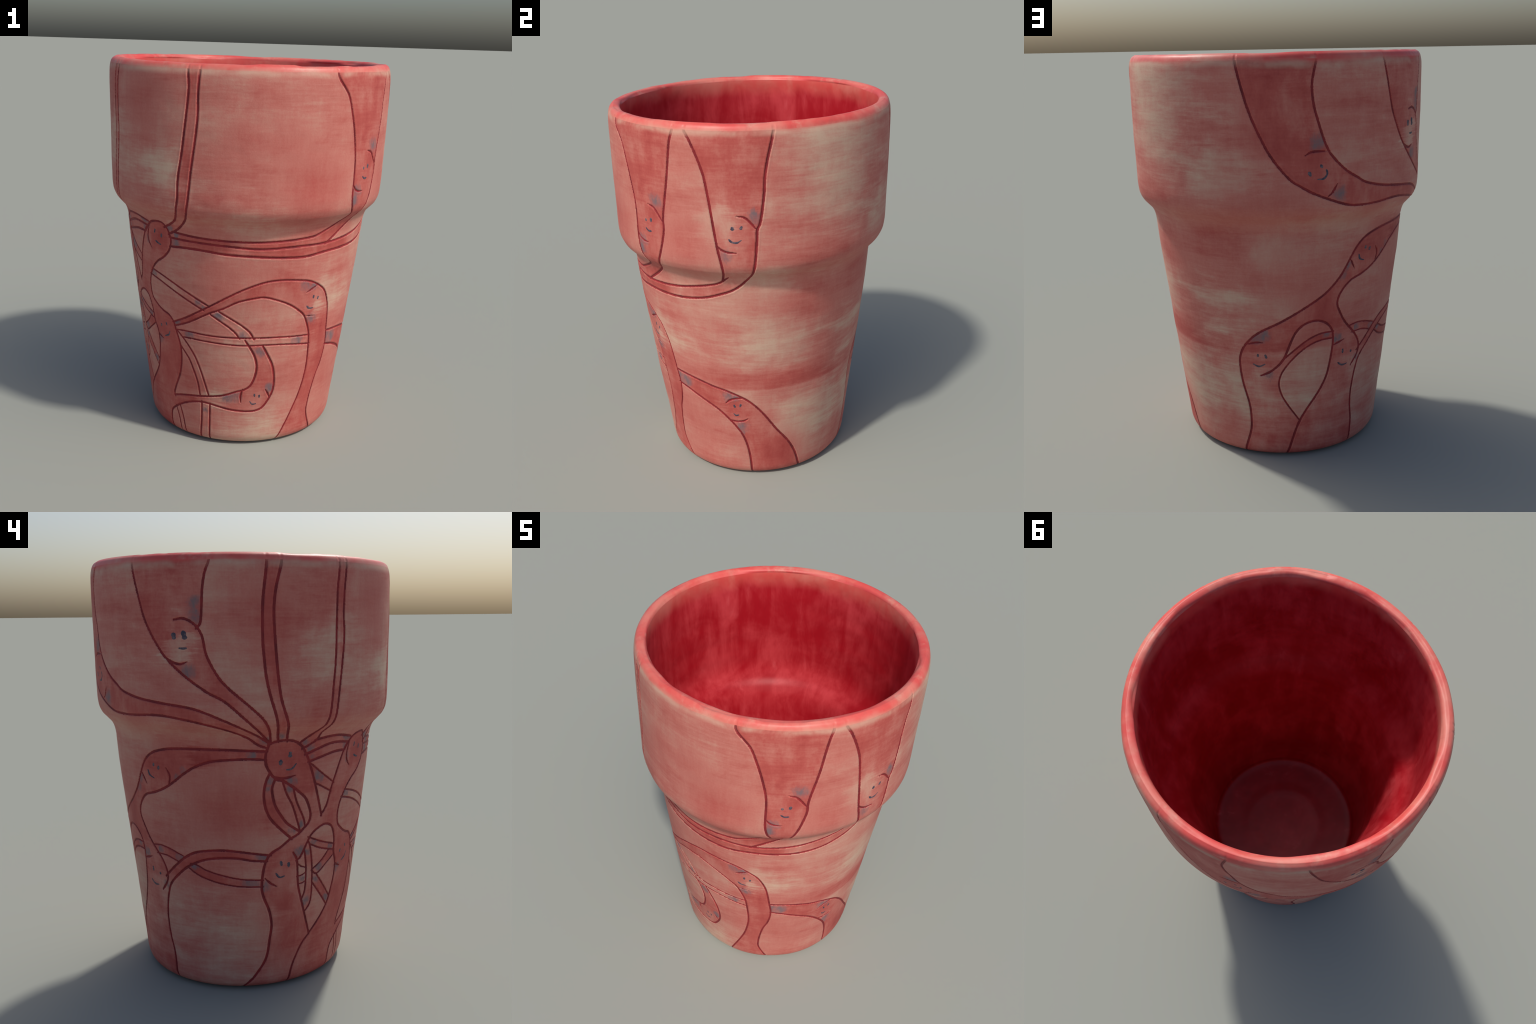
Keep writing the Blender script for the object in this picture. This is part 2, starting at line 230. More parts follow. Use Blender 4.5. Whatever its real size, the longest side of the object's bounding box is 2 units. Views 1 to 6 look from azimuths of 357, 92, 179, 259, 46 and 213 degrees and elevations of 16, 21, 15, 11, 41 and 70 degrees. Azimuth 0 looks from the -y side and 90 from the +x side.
# smoky blue-grey oxide rubbed into the corners of the drawing
STAINS = [
    stain(-34.6, 1.609, 0.033), stain(-43.9, 1.390, 0.028), stain(-44.9, 1.351, 0.028), stain(4.8, 1.567, 0.028), stain(-7.0, 1.379, 0.030),
    stain(103.5, 1.620, 0.033), stain(102.8, 1.604, 0.028), stain(111.3, 1.387, 0.033), stain(154.7, 1.748, 0.033), stain(155.2, 1.799, 0.028),
    stain(151.7, 1.518, 0.033), stain(-171.2, 1.035, 0.023), stain(142.0, 1.045, 0.023), stain(145.2, 1.073, 0.021), stain(120.6, 1.011, 0.019),
    stain(117.7, 0.976, 0.021), stain(117.4, 0.640, 0.023), stain(130.0, 0.508, 0.019), stain(81.0, 0.690, 0.033), stain(77.1, 0.675, 0.028),
    stain(82.4, 0.472, 0.023), stain(-142.9, 1.114, 0.019), stain(-76.2, 0.353, 0.023), stain(-95.2, 0.299, 0.033), stain(-99.1, 0.290, 0.028),
    stain(-83.3, 0.568, 0.028), stain(-165.0, 0.687, 0.026), stain(179.6, 0.534, 0.023), stain(-139.6, 0.548, 0.019), stain(-57.1, 0.905, 0.026),
    stain(-61.9, 0.918, 0.028), stain(-56.0, 0.720, 0.028), stain(-11.6, 0.533, 0.030), stain(-5.9, 0.328, 0.033), stain(-37.3, 0.568, 0.033),
    stain(-41.0, 0.583, 0.028), stain(-63.0, 0.612, 0.028), stain(-166.1, 1.201, 0.016), stain(-163.1, 1.171, 0.019), stain(-143.7, 1.199, 0.016),
    stain(-144.8, 1.162, 0.016), stain(-161.5, 1.129, 0.016), stain(-158.0, 1.043, 0.026), stain(-140.4, 0.926, 0.016), stain(-179.8, 1.037, 0.019),
    stain(179.8, 1.001, 0.014), stain(-171.5, 0.995, 0.021), stain(-165.5, 0.820, 0.016), stain(-169.1, 0.796, 0.021), stain(-158.0, 0.723, 0.019),
    stain(-147.4, 0.682, 0.014), stain(-160.8, 0.682, 0.016), stain(-159.6, 0.438, 0.023), stain(-163.6, 0.636, 0.014), stain(-162.9, 0.550, 0.014),
    stain(-154.7, 0.534, 0.019), stain(-146.3, 0.418, 0.016), stain(-153.6, 0.591, 0.019), stain(-175.6, 1.241, 0.019), stain(177.9, 1.225, 0.023),
    stain(-179.9, 1.229, 0.019), stain(173.1, 1.155, 0.023), stain(177.9, 0.679, 0.026), stain(172.8, 0.552, 0.037), stain(138.8, 0.662, 0.019),
    stain(146.8, 0.627, 0.019), stain(-113.6, 0.820, 0.023), stain(-111.1, 0.802, 0.019), stain(-103.8, 0.757, 0.026), stain(-92.0, 0.655, 0.023),
    stain(-127.7, 1.188, 0.019), stain(-124.1, 1.163, 0.019), stain(-124.8, 1.121, 0.023), stain(-119.9, 0.637, 0.023), stain(-139.4, 0.928, 0.019),
    stain(-112.2, 0.204, 0.016), stain(-126.3, 0.684, 0.016), stain(-139.7, 0.556, 0.019), stain(-145.3, 1.213, 0.014), stain(140.5, 0.662, 0.016),
    stain(127.9, 0.679, 0.016), stain(111.0, 0.674, 0.016), stain(-57.1, 0.911, 0.019), stain(-8.8, 0.525, 0.023), stain(-39.9, 0.563, 0.028),
    stain(3.9, 1.580, 0.028), stain(-169.6, 1.937, 0.028), stain(-142.0, 1.194, 0.014), stain(-144.9, 1.156, 0.014),
]

# points inside the figures (the patches between strokes that carry more slip)
FIGURE_SEEDS = [
    (-39.9, 1.716), (-41.8, 1.340), (-48.3, 1.176), (-74.7, 1.145), (-74.3, 1.099), (-2.1, 1.340),
    (-32.3, 1.124), (93.4, 1.783), (117.0, 1.416), (128.5, 1.358), (158.2, 1.315), (144.2, 1.865),
    (160.4, 1.484), (172.8, 1.311), (170.5, 1.266), (178.8, 1.742), (-177.0, 1.329), (-175.6, 1.241),
    (-155.4, 1.739), (-158.3, 1.337), (-113.1, 1.759), (-117.5, 1.310), (-174.0, 1.145), (145.6, 1.143),
    (115.1, 0.841), (107.1, 0.789), (73.7, 0.389), (120.2, 0.529), (112.4, 0.140), (104.9, 0.654),
    (153.9, 0.688), (172.3, 0.684), (133.3, 0.684), (155.7, 0.578), (172.3, 0.557), (179.1, 0.970),
    (-169.0, 0.937), (-151.6, 1.199), (-153.7, 1.165), (-155.3, 1.030), (-134.3, 1.133), (-174.2, 0.611),
    (-137.4, 0.636), (-145.8, 0.957), (-124.2, 0.870), (-99.9, 0.739), (-80.8, 0.492), (-88.0, 0.609),
    (-109.9, 0.264), (-86.9, 0.901), (-55.7, 0.859), (-103.9, 0.621), (-70.0, 0.620), (-29.0, 0.537),
    (6.1, 0.254), (-34.2, 0.575), (-117.3, 0.475), (-112.1, 0.143), (-129.2, 0.129), (-159.2, 0.563),
    (-151.2, 0.690), (-150.3, 0.629), (-151.7, 0.496), (-133.5, 0.898), (-162.6, 0.545), 
]


# ---------------------------------------------------------------- helpers
N_TH = 1760                 # columns round the wall
DROW = .0030                # spacing of the rows along the profile


def stroke(points, step=.0012):
    """centripetal Catmull-Rom through a stroke's points, evenly resampled"""
    p = np.array(points, float)
    k = np.array([np.pi / 180 * .62, 1.0])
    if len(p) == 2:
        p = np.array([p[0], p.mean(0), p[1]])
    q = np.vstack([2 * p[0] - p[1], p, 2 * p[-1] - p[-2]])
    out = []
    for a, b, c, d in zip(q[:-3], q[1:-2], q[2:-1], q[3:]):
        t0 = 0.0
        t1 = t0 + max(np.linalg.norm((b - a) * k), 1e-5) ** .5
        t2 = t1 + max(np.linalg.norm((c - b) * k), 1e-5) ** .5
        t3 = t2 + max(np.linalg.norm((d - c) * k), 1e-5) ** .5
        n = max(2, int(np.linalg.norm((c - b) * k) / step))
        t = np.linspace(t1, t2, n, endpoint=False)[:, None]
        a1 = (t1 - t) / (t1 - t0) * a + (t - t0) / (t1 - t0) * b
        a2 = (t2 - t) / (t2 - t1) * b + (t - t1) / (t2 - t1) * c
        a3 = (t3 - t) / (t3 - t2) * c + (t - t2) / (t3 - t2) * d
        b1 = (t2 - t) / (t2 - t0) * a1 + (t - t0) / (t2 - t0) * a2
        b2 = (t3 - t) / (t3 - t1) * a2 + (t - t1) / (t3 - t1) * a3
        out.append((t2 - t) / (t2 - t1) * b1 + (t - t1) / (t2 - t1) * b2)
    return np.vstack(out + [p[-1:]])


# rows of the outer wall, evenly spaced along the profile's length
zz = PZ[PZ <= RIM_START]
ss = np.concatenate([[0], np.cumsum(np.hypot(np.diff(zz), np.diff(PR[:len(zz)])))])
N_S = int(ss[-1] / DROW)
LENGTH = ss[-1]
S = np.linspace(0, LENGTH, N_S + 1)
ZROW = np.interp(S, ss, zz)
RROW = np.interp(ZROW, PZ, PR)
S_OF_Z = lambda z: np.interp(z, zz, ss)
DS = LENGTH / N_S
DTH = 2 * np.pi / N_TH

# grids (row, column) of the stroke field: signed distance to the nearest groove edge
edge = np.full((N_S + 1, N_TH), .05)
core = np.full((N_S + 1, N_TH), 9.0)       # distance / half width
owner = np.full((N_S + 1, N_TH), -1)
names = list(LINES)
for number, name in enumerate(names):
    width, pts = LINES[name]
    pts = list(pts)
    if not name.endswith(("brow", "chin")):
        # strokes run out over the lip, under the foot, or just into the stroke they meet
        for end, nxt in ((0, 1), (-1, -2)):
            a, b = np.array(pts[end]), np.array(pts[nxt])
            if a[1] > 1.9:
                far = (float(a[0]), 1.99)
            elif a[1] < .1:
                slope = (a[0] - b[0]) / max(abs(a[1] - b[1]), .02)
                far = (float(a[0] + np.clip(slope * a[1], -6, 6)), 0.0)
            else:
                d = (a - b) * (np.pi / 180 * .62, 1)
                far = a + d / np.linalg.norm(d) * .0065 / (np.pi / 180 * .62, 1)
                far = (float(far[0]), float(far[1]))
            pts = [far] + pts if end == 0 else pts + [far]
    c = stroke(pts)
    along = np.arange(len(c)) * .0012
    free = name.endswith(("brow", "chin"))
    taper = (.4 if free else .75) + (.6 if free else .25) * smooth(np.minimum(along, along[-1] - along) / .03)
    rough = np.interp(along, np.arange(0, along[-1] + .02, .006), RNG.normal(1, .05, len(np.arange(0, along[-1] + .02, .006))))
    half = width * .00047 * taper * rough
    th = np.radians(c[:, 0])
    srow = S_OF_Z(np.clip(c[:, 1] - lip_shift(th, c[:, 1]), 0, RIM_START))
    rr = np.interp(c[:, 1], PZ, PR)
    jc = np.round(srow / DS).astype(int)
    ic = np.round(th / DTH).astype(int)
    K = 9
    for q in range(len(c)):
        j0, j1 = max(0, jc[q] - K), min(N_S + 1, jc[q] + K + 1)
        ii = np.arange(ic[q] - K, ic[q] + K + 1)
        dx = (ii * DTH - th[q]) * rr[q]
        dy = np.arange(j0, j1) * DS - srow[q]
        d = np.sqrt(dy[:, None]**2 + dx[None]**2)
        im = ii % N_TH
        blk = np.ix_(np.arange(j0, j1), im)
        e = d - half[q]
        better = e < edge[blk]
        edge[blk] = np.where(better, e, edge[blk])
        owner[blk] = np.where(better, number, owner[blk])
        core[blk] = np.minimum(core[blk], d / half[q])

TH = np.arange(N_TH) * DTH
TH2, S2 = np.meshgrid(TH, S)

# slide the vertices beside a groove onto its edge, so the border runs smooth
r2 = np.repeat(RROW[:, None], N_TH, 1)
gs = np.gradient(edge, DS, axis=0)
gt = (np.roll(edge, -1, 1) - np.roll(edge, 1, 1)) / (2 * DTH * r2)
gl = np.hypot(gs, gt) + 1e-6
near = np.abs(edge) < .45 * DS
near[:2] = near[-2:] = False
S2 = np.where(near, S2 - edge * gs / gl, S2)
TH2 = np.where(near, TH2 - edge * gt / gl / r2, TH2)
snapped = np.where(near, 0, edge)

Z2 = np.interp(S2, ss, zz)
relief = (wall_noise(TH2, S2, 9, 5, RNG, LENGTH) * .0009
          + wall_noise(TH2, S2, 30, 16, RNG, LENGTH) * .0006
          + wall_noise(TH2, S2, 90, 60, RNG, LENGTH) * .00022)
relief *= smooth(S2 / .05)
groove = -.0038 * smooth(1.25 - core * .85) + .0007 * np.exp(-((edge - .006) / .004)**2)
groove *= np.where(Z2 > 1.9, smooth((1.985 - Z2) / .03), 1.0)
R2 = outer_radius(TH2, Z2) + relief + groove
FIELD = relief + groove
WALL = np.stack([through(AXIS_X, Z2) + R2 * np.cos(TH2), through(AXIS_Y, Z2) + R2 * np.sin(TH2),
                 Z2 + lip_shift(TH2, Z2) + .006 * (1 - smooth(Z2 / .05))], -1)


def grid_normals(P):
    a = np.roll(P, -1, 1) - np.roll(P, 1, 1)
    b = np.gradient(P, axis=0)
    n = np.cross(a, b)
    return n / (np.linalg.norm(n, axis=-1, keepdims=True) + 1e-12)


WALL_N = grid_normals(WALL)

# ------------------------------------------- which patch belongs to which piece
fe = (snapped[:-1] + snapped[1:]) / 2
fe = (fe + np.roll(fe, -1, 1)) / 2
is_groove = fe < 0
face_owner = owner[:-1]
label = np.where(is_groove, -1, 0).astype(int)


def flood(mask):
    """connected patches of the unrolled wall between the grooves"""
    ny, nx = mask.shape
    lab = np.zeros((ny, nx), int)
    run_of, parent = [], []

    def find(a):
        while parent[a] != a:
            parent[a] = parent[parent[a]]
            a = parent[a]
        return a

    prev = []
    for y in range(ny):
        m = np.concatenate([[0], mask[y].astype(np.int8), [0]])
        d = np.diff(m)
        runs = []
        for a, b in zip(np.where(d == 1)[0], np.where(d == -1)[0]):
            parent.append(len(parent))
            runs.append((a, b, len(parent) - 1))
            run_of.append((y, a, b))
        if len(runs) > 1 and runs[0][0] == 0 and runs[-1][1] == nx:
            parent[find(runs[0][2])] = find(runs[-1][2])
        for a, b, k in runs:
            for c, e, l in prev:
                if c < b and a < e:
                    parent[find(k)] = find(l)
        prev = runs
    for k, (y, a, b) in enumerate(run_of):
        lab[y, a:b] = find(k) + 1
    return lab


patches = flood(~is_groove)


def cell(angle, z):
    j = int(np.clip(S_OF_Z(z - lip_shift(math.radians(angle), z)) / DS, 0, N_S - 1))
    i = int(math.radians(angle) / DTH) % N_TH
    return j, i


def patch_at(angle, z, among=None):
    """the patch under a point, or the nearest one if the point lies in a groove"""
    j, i = cell(angle, z)
    for reach in range(0, 9):
        w = patches[max(0, j - reach):j + reach + 1][:, np.arange(i - reach, i + reach + 1) % N_TH]
        w = w[w > 0] if among is None else w[np.isin(w, among)]
        if len(w):
            return np.bincount(w).argmax()
    return 0


figure_ids = sorted({patch_at(a, z) for a, z in FIGURE_SEEDS} - {0})
sizes = np.bincount(patches.ravel())
figure_ids = [f for f in figure_ids if sizes[f] < .2 * patches.size]


# ---------------------------------------------------------------- materials
def linear(r, g, b):
    f = lambda c: c / 12.92 if c <= .04045 else ((c + .055) / 1.055) ** 2.4
    return (f(r / 255), f(g / 255), f(b / 255), 1)


class Shader:
    """small helper to wire node trees"""

    def __init__(self, name, group=None):
        self.t = group
        if group is None:
            self.mat = bpy.data.materials.new(name)
            self.mat.use_nodes = True
            self.t = self.mat.node_tree
            self.t.nodes.clear()
            self.out = self.t.nodes.new("ShaderNodeOutputMaterial")
            self.bsdf = self.t.nodes.new("ShaderNodeBsdfPrincipled")
            self.t.links.new(self.bsdf.outputs[0], self.out.inputs[0])
        self.obj = self.t.nodes.new("ShaderNodeTexCoord").outputs["Object"]
        sep = self.t.nodes.new("ShaderNodeSeparateXYZ")
        self.t.links.new(self.obj, sep.inputs[0])
        self.x, self.y, self.z = sep.outputs

    def put(self, socket, value):
        if isinstance(value, bpy.types.NodeSocket):
            self.t.links.new(value, socket)
        else:
            socket.default_value = value

    def math(self, op, a, b=None, c=None, clamp=False):
        n = self.t.nodes.new("ShaderNodeMath")
        n.operation, n.use_clamp = op, clamp
        for k, v in enumerate((a, b, c)):
            if v is not None:
                self.put(n.inputs[k], v)
        return n.outputs[0]

    def scaled(self, sx, sy, sz):
        n = self.t.nodes.new("ShaderNodeMapping")
        n.inputs["Scale"].default_value = (sx, sy, sz)
        self.t.links.new(self.obj, n.inputs[0])
        return n.outputs[0]

    def noise(self, vec, scale, detail=4, rough=.55, distort=0, offset=0):
        n = self.t.nodes.new("ShaderNodeTexNoise")
        n.noise_dimensions = "4D"
        n.inputs["W"].default_value = offset
        n.inputs["Scale"].default_value = scale
        n.inputs["Detail"].default_value = detail
        n.inputs["Roughness"].default_value = rough
        n.inputs["Distortion"].default_value = distort
        self.t.links.new(vec, n.inputs["Vector"])
        return n.outputs["Fac"]

    def band(self, v, lo, hi, a=0.0, b=1.0):
        n = self.t.nodes.new("ShaderNodeMapRange")
        n.interpolation_type = "SMOOTHSTEP"
        self.put(n.inputs["Value"], v)
        for k, x in (("From Min", lo), ("From Max", hi), ("To Min", a), ("To Max", b)):
            self.put(n.inputs[k], x)
        return n.outputs[0]

    def mix(self, fac, a, b, mode="MIX"):
        n = self.t.nodes.new("ShaderNodeMix")
        n.data_type, n.blend_type = "RGBA", mode
        self.put(n.inputs[0], fac)
        self.put(n.inputs[6], a)
        self.put(n.inputs[7], b)
        return n.outputs[2]

    def near_point(self, p, radius, warp, squash=1.0, inner=.2):
        """soft blot round a point of the wall, its outline broken by noise"""
        n = self.t.nodes.new("ShaderNodeVectorMath")
        n.operation = "SUBTRACT"
        self.t.links.new(self.obj, n.inputs[0])
        n.inputs[1].default_value = p
        if squash != 1.0:
            m = self.t.nodes.new("ShaderNodeVectorMath")
            m.operation = "MULTIPLY"
            self.t.links.new(n.outputs[0], m.inputs[0])
            m.inputs[1].default_value = (1, 1, squash)
            n = m
        d = self.t.nodes.new("ShaderNodeVectorMath")
        d.operation = "LENGTH"
        self.t.links.new(n.outputs[0], d.inputs[0])
        return self.band(self.math("ADD", d.outputs["Value"], warp), radius * inner, radius, 1.0, 0.0)

    def bump(self, height, strength, distance):
        n = self.t.nodes.new("ShaderNodeBump")
        n.inputs["Strength"].default_value = strength
        n.inputs["Distance"].default_value = distance
        self.t.links.new(height, n.inputs["Height"])
        self.t.links.new(n.outputs[0], self.bsdf.inputs["Normal"])

    def finish(self, colour, rough, specular=.3):
        self.put(self.bsdf.inputs["Base Color"], colour)
        self.put(self.bsdf.inputs["Roughness"], rough)
        self.bsdf.inputs["Specular IOR Level"].default_value = specular
        return self.mat


def on_wall(angle, z):
    th = math.radians(angle)
    r = float(outer_radius(np.array(th), np.array(z)))
    return (float(through(AXIS_X, z)) + r * math.cos(th), float(through(AXIS_Y, z)) + r * math.sin(th), z)


def lip_tone(s):
    n = s.noise(s.scaled(1, 1, .8), 6, 4, .6, .3, 5)
    return s.mix(s.band(n, .36, .72), LIP_RED, LIP_PINK)


def lip_glaze(s, colour):
    """the red glaze of the lip creeping over the edge, with a pale bare line below it"""
    wobble = s.math("MULTIPLY", s.math("SUBTRACT", s.noise(s.obj, 5, 4, .6), .5), .045)
    h = s.math("ADD", s.z, wobble)
    patchy = s.noise(s.obj, 4.5, 4, .65, .3, 15)
    pale = s.math("MULTIPLY", s.band(h, 1.925, 1.952), s.band(patchy, .36, .62))
    colour = s.mix(s.math("MULTIPLY", pale, .55), colour, PALE)
    return s.mix(s.band(h, 1.951, 1.979), colour, lip_tone(s))


def slip_wash_group():
    """red slip wiped round the cup with a wide brush: streaks and clouds, pale bare clay between"""
    g = bpy.data.node_groups.new("slip_wash", "ShaderNodeTree")
    g.interface.new_socket("Shift", in_out="INPUT", socket_type="NodeSocketFloat")
    g.interface.new_socket("Color", in_out="OUTPUT", socket_type="NodeSocketColor")
    s = Shader(None, g)
    shift = g.nodes.new("NodeGroupInput").outputs["Shift"]
    end = g.nodes.new("NodeGroupOutput")
    streaks = s.noise(s.scaled(1, 1, 4.0), 1.7, 6, .60, .3, 1.0)
    clouds = s.noise(s.obj, 2.6, 5, .62, .5, 3.0)
    brushed = s.noise(s.scaled(1, 1, 11), 7, 5, .7, .15, 6.0)
    weave = s.noise(s.scaled(1, 1, .18), 34, 4, .7, .1, 8.0)
    v = s.math("ADD", s.math("MULTIPLY", streaks, .54), s.math("MULTIPLY", clouds, .50))
    v = s.math("MULTIPLY_ADD", s.math("SUBTRACT", brushed, .5), .22, v)
    v = s.math("MULTIPLY_ADD", s.math("SUBTRACT", weave, .5), .13, v)
    speck = s.noise(s.obj, 110, 3, .7, 0, 10.0)
    v = s.math("MULTIPLY_ADD", s.math("SUBTRACT", speck, .5), .13, v)
    v = s.math("ADD", v, -.015)
    warp = s.math("MULTIPLY", s.math("SUBTRACT", clouds, .5), .45)
    warp = s.math("MULTIPLY_ADD", s.math("SUBTRACT", streaks, .5), .65, warp)
    warp = s.math("MULTIPLY_ADD", s.math("SUBTRACT", brushed, .5), .25, warp)
    for kind, angle, z, size, squash, amount in WASHES:
        blot = s.near_point(on_wall(angle, z), size * 1.1, warp, squash, -.1)
        v = s.math("MULTIPLY_ADD", blot, amount if kind == "red" else -amount * .8, v)
    # one brush-load ends in a crisp tide line low on the back of the body
    tide = s.math("ADD", s.z, s.math("MULTIPLY", s.math("SUBTRACT", s.noise(s.obj, 1.3, 2, .5, 0, 9), .5), .10))
    tide = s.math("MULTIPLY_ADD", s.x, .03, tide)
    t = s.math("MULTIPLY", s.band(tide, .590, .612), s.band(tide, .62, .80, 1.0, 0.0))
    t = s.math("MULTIPLY", t, s.band(s.math("ADD", s.math("MULTIPLY", s.x, .7), s.math("MULTIPLY", s.y, .7)), .1, .35))
    v = s.math("MULTIPLY_ADD", t, .15, v)
    v = s.math("ADD", v, shift)
    ramp = g.nodes.new("ShaderNodeValToRGB")
    cr = ramp.color_ramp
    cr.elements[0].position, cr.elements[0].color = .26, PALE
    cr.elements[1].position, cr.elements[1].color = .88, DEEP
    for pos, col in ((.40, SAND), (.53, ROSE), (.68, BRICK)):
        e = cr.elements.new(pos)
        e.color = col
    s.put(ramp.inputs[0], v)
    g.links.new(ramp.outputs[0], end.inputs["Color"])
    return g


def slip_wash(s, shift):
    n = s.t.nodes.new("ShaderNodeGroup")
    n.node_tree = SLIP_WASH
    s.put(n.inputs["Shift"], shift)
    return n.outputs["Color"]


PALE = linear(209, 175, 153)
SAND = linear(204, 149, 132)
ROSE = linear(198, 120, 108)
BRICK = linear(184, 88, 80)
DEEP = linear(160, 55, 53)
IN_DEEP = linear(166, 22, 34)
IN_PINK = linear(200, 66, 72)
SLATE = linear(124, 103, 107)
INK = linear(62, 58, 76)
LINE_RED = linear(148, 43, 47)
LINE_DARK = linear(114, 33, 40)
LIP_RED = linear(216, 82, 77)
LIP_PINK = linear(216, 124, 110)

# where the brush left more slip (red) or wiped it off (pale):
# kind, angle, height, size, vertical squash, amount
WASHES = [
    ("red", -66, 1.44, .26, 1.1, .13), ("red", -85, 1.66, .30, 2.2, .09), ("pale", -120, 1.40, .22, .9, .15),
    ("pale", -88, 1.33, .22, 2.0, .10), ("red", -135, 1.82, .22, 1.0, .08), ("pale", -84, .07, .30, 2.2, .20),
    ("pale", -48, .86, .22, 1.3, .13), ("red", -98, .92, .26, 1.4, .07), ("red", -22, 1.42, .16, .8, .12),
    ("pale", 38, 1.68, .42, 1.0, .17), ("pale", 14, .86, .34, 1.8, .17), ("red", 30, 1.04, .36, 2.4, .09),
    ("pale", 42, .42, .32, 1.4, .13), ("red", -38, .30, .24, 1.0, .09), ("pale", 66, 1.55, .24, .9, .14),
    ("red", 86, 1.48, .30, .8, .10), ("red", 100, .96, .36, 2.2, .08), ("pale", 56, .86, .20, 1.2, .12),
    ("pale", 70, .40, .26, 1.0, .10), ("red", 162, .92, .26, 1.0, .12), ("pale", 160, .24, .30, 1.2, .10),
    ("red", 66, 1.30, .30, 2.2, .07), ("pale", -160, 1.62, .26, 1.0, .10), ("red", 178, 1.80, .18, .9, .07),
    # glaze pooled inside some of the figures
    ("red", 142, 1.12, .12, 1.0, .14), ("red", 156, 1.16, .10, 1.4, .12), ("red", -174, 1.13, .10, 1.0, .12),
    ("red", -134, 1.12, .09, 1.0, .15), ("red", -137, .62, .09, 1.0, .12), ("red", -66, .92, .12, 1.0, .10),
    ("red", 128, 1.35, .12, 1.2, .12), ("red", 84, 1.80, .12, .7, .12), ("red", 14, .12, .12, .8, .12),
    ("red", 108, .80, .12, 1.0, .08), ("red", -172, .34, .12, .7, .10), ("red", -134, .40, .12, .6, .10),
    ("pale", -54, .66, .07, .6, .16), ("pale", -108, .27, .12, 1.5, .16), ("pale", -9, 1.56, .09, 1.0, .08), ("pale", 146, 1.63, .06, 1.0, .14),
]


SLIP_WASH = slip_wash_group()


def grain(s, strength=.25):
    s.bump(s.noise(s.obj, 160, 3, .6), strength, .002)


def wall_material():
    s = Shader("slip_washed_clay")
    c = lip_glaze(s, slip_wash(s, 0))
    specks = s.band(s.noise(s.obj, 38, 2, .5, 0, 12), .78, .82)
    c = s.mix(s.math("MULTIPLY", specks, .35), c, DEEP)
    grain(s)
    return s.finish(c, .62)


def figure_material(stains, slip):
    s = Shader("slip_filled_figure")
    streak = s.noise(s.scaled(1, 1, .35), 8, 5, .65, .3, 2)
    lift = s.math("MULTIPLY_ADD", streak, .50, -.11 + slip)
    pool = s.noise(s.obj, 5, 4, .65, .6, 21)
    lift = s.math("MULTIPLY_ADD", s.math("SUBTRACT", pool, .5), .35, lift)
    c = slip_wash(s, lift)
    warp = s.math("MULTIPLY", s.math("SUBTRACT", s.noise(s.scaled(1, 1, .6), 24, 5, .7, .8, 4), .5), .09)
    total = None
    for angle, z, radius in stains:
        blot = s.near_point(on_wall(angle, z), radius * 1.55, warp)
        total = blot if total is None else s.math("MAXIMUM", total, blot)
    if total is not None:
        rubbed = s.band(s.noise(s.scaled(1, 1, .5), 30, 4, .7, .6, 14), .30, .62, .35, .95)
        c = s.mix(s.math("MULTIPLY", total, rubbed), c, SLATE)
    c = lip_glaze(s, c)
    grain(s)
    return s.finish(c, .62)


def line_material():
    s = Shader("pigment_in_groove")
    n = s.noise(s.obj, 14, 4, .6)
    c = s.mix(s.band(n, .35, .7), LINE_RED, LINE_DARK)
    c = lip_glaze(s, c)
    return s.finish(c, .6)


def ink_material():
    s = Shader("blue_black_oxide")
    n = s.noise(s.obj, 60, 3, .6)
    return s.finish(s.mix(s.band(n, .35, .75), INK, SLATE), .65)


def rim_material():
    s = Shader("coral_lip_glaze")
    c = lip_glaze(s, lip_tone(s))
    r = s.math("SQRT", s.math("ADD", s.math("MULTIPLY", s.x, s.x), s.math("MULTIPLY", s.y, s.y)))
    r = s.math("MULTIPLY_ADD", s.math("SUBTRACT", s.noise(s.obj, 7, 3, .6, 0, 8), .5), .016, r)
    dark = s.noise(s.scaled(1, 1, .7), 9, 5, .65, .5, 31)
    c = s.mix(s.math("MULTIPLY", s.band(dark, .52, .72), .55), c, BRICK)
    c = s.mix(s.math("MULTIPLY", s.band(r, .664, .676, 1.0, 0.0), .5), c, IN_PINK)
    c = s.mix(s.math("MULTIPLY", s.band(s.noise(s.obj, 11, 4, .6, 0, 3), .54, .74), .45), c, PALE)
    grain(s, .15)
    return s.finish(c, .45, .4)


def inside_material(deep, pink):
    s = Shader("crimson_inner_glaze")
    runs = s.noise(s.scaled(1, 1, .22), 9, 6, .65, .5)
    clouds = s.noise(s.obj, 3.5, 4, .6, .8, 2)
    c = s.mix(s.band(s.math("ADD", s.math("MULTIPLY", runs, .5), s.math("MULTIPLY", clouds, .5)), .40, .66), deep, pink)
    c = s.mix(s.math("MULTIPLY", s.band(runs, .58, .8), .35), c, linear(214, 120, 122))
    top = s.math("MULTIPLY_ADD", s.math("SUBTRACT", clouds, .5), .12, s.z)
    c = s.mix(s.math("MULTIPLY", s.band(top, 1.87, 1.96), .85), c, lip_tone(s))
    s.bump(s.noise(s.scaled(1, 1, .3), 40, 3, .6), .15, .002)
    return s.finish(c, .40, .4)


# ---------------------------------------------------------------- building objects
cup = bpy.data.objects.new("ceramic_cup", None)
cup.empty_display_size = .2
cup["label"] = "tapered red clay cup with incised smiling root figures"
cup["category"] = "cup"
bpy.context.scene.collection.objects.link(cup)


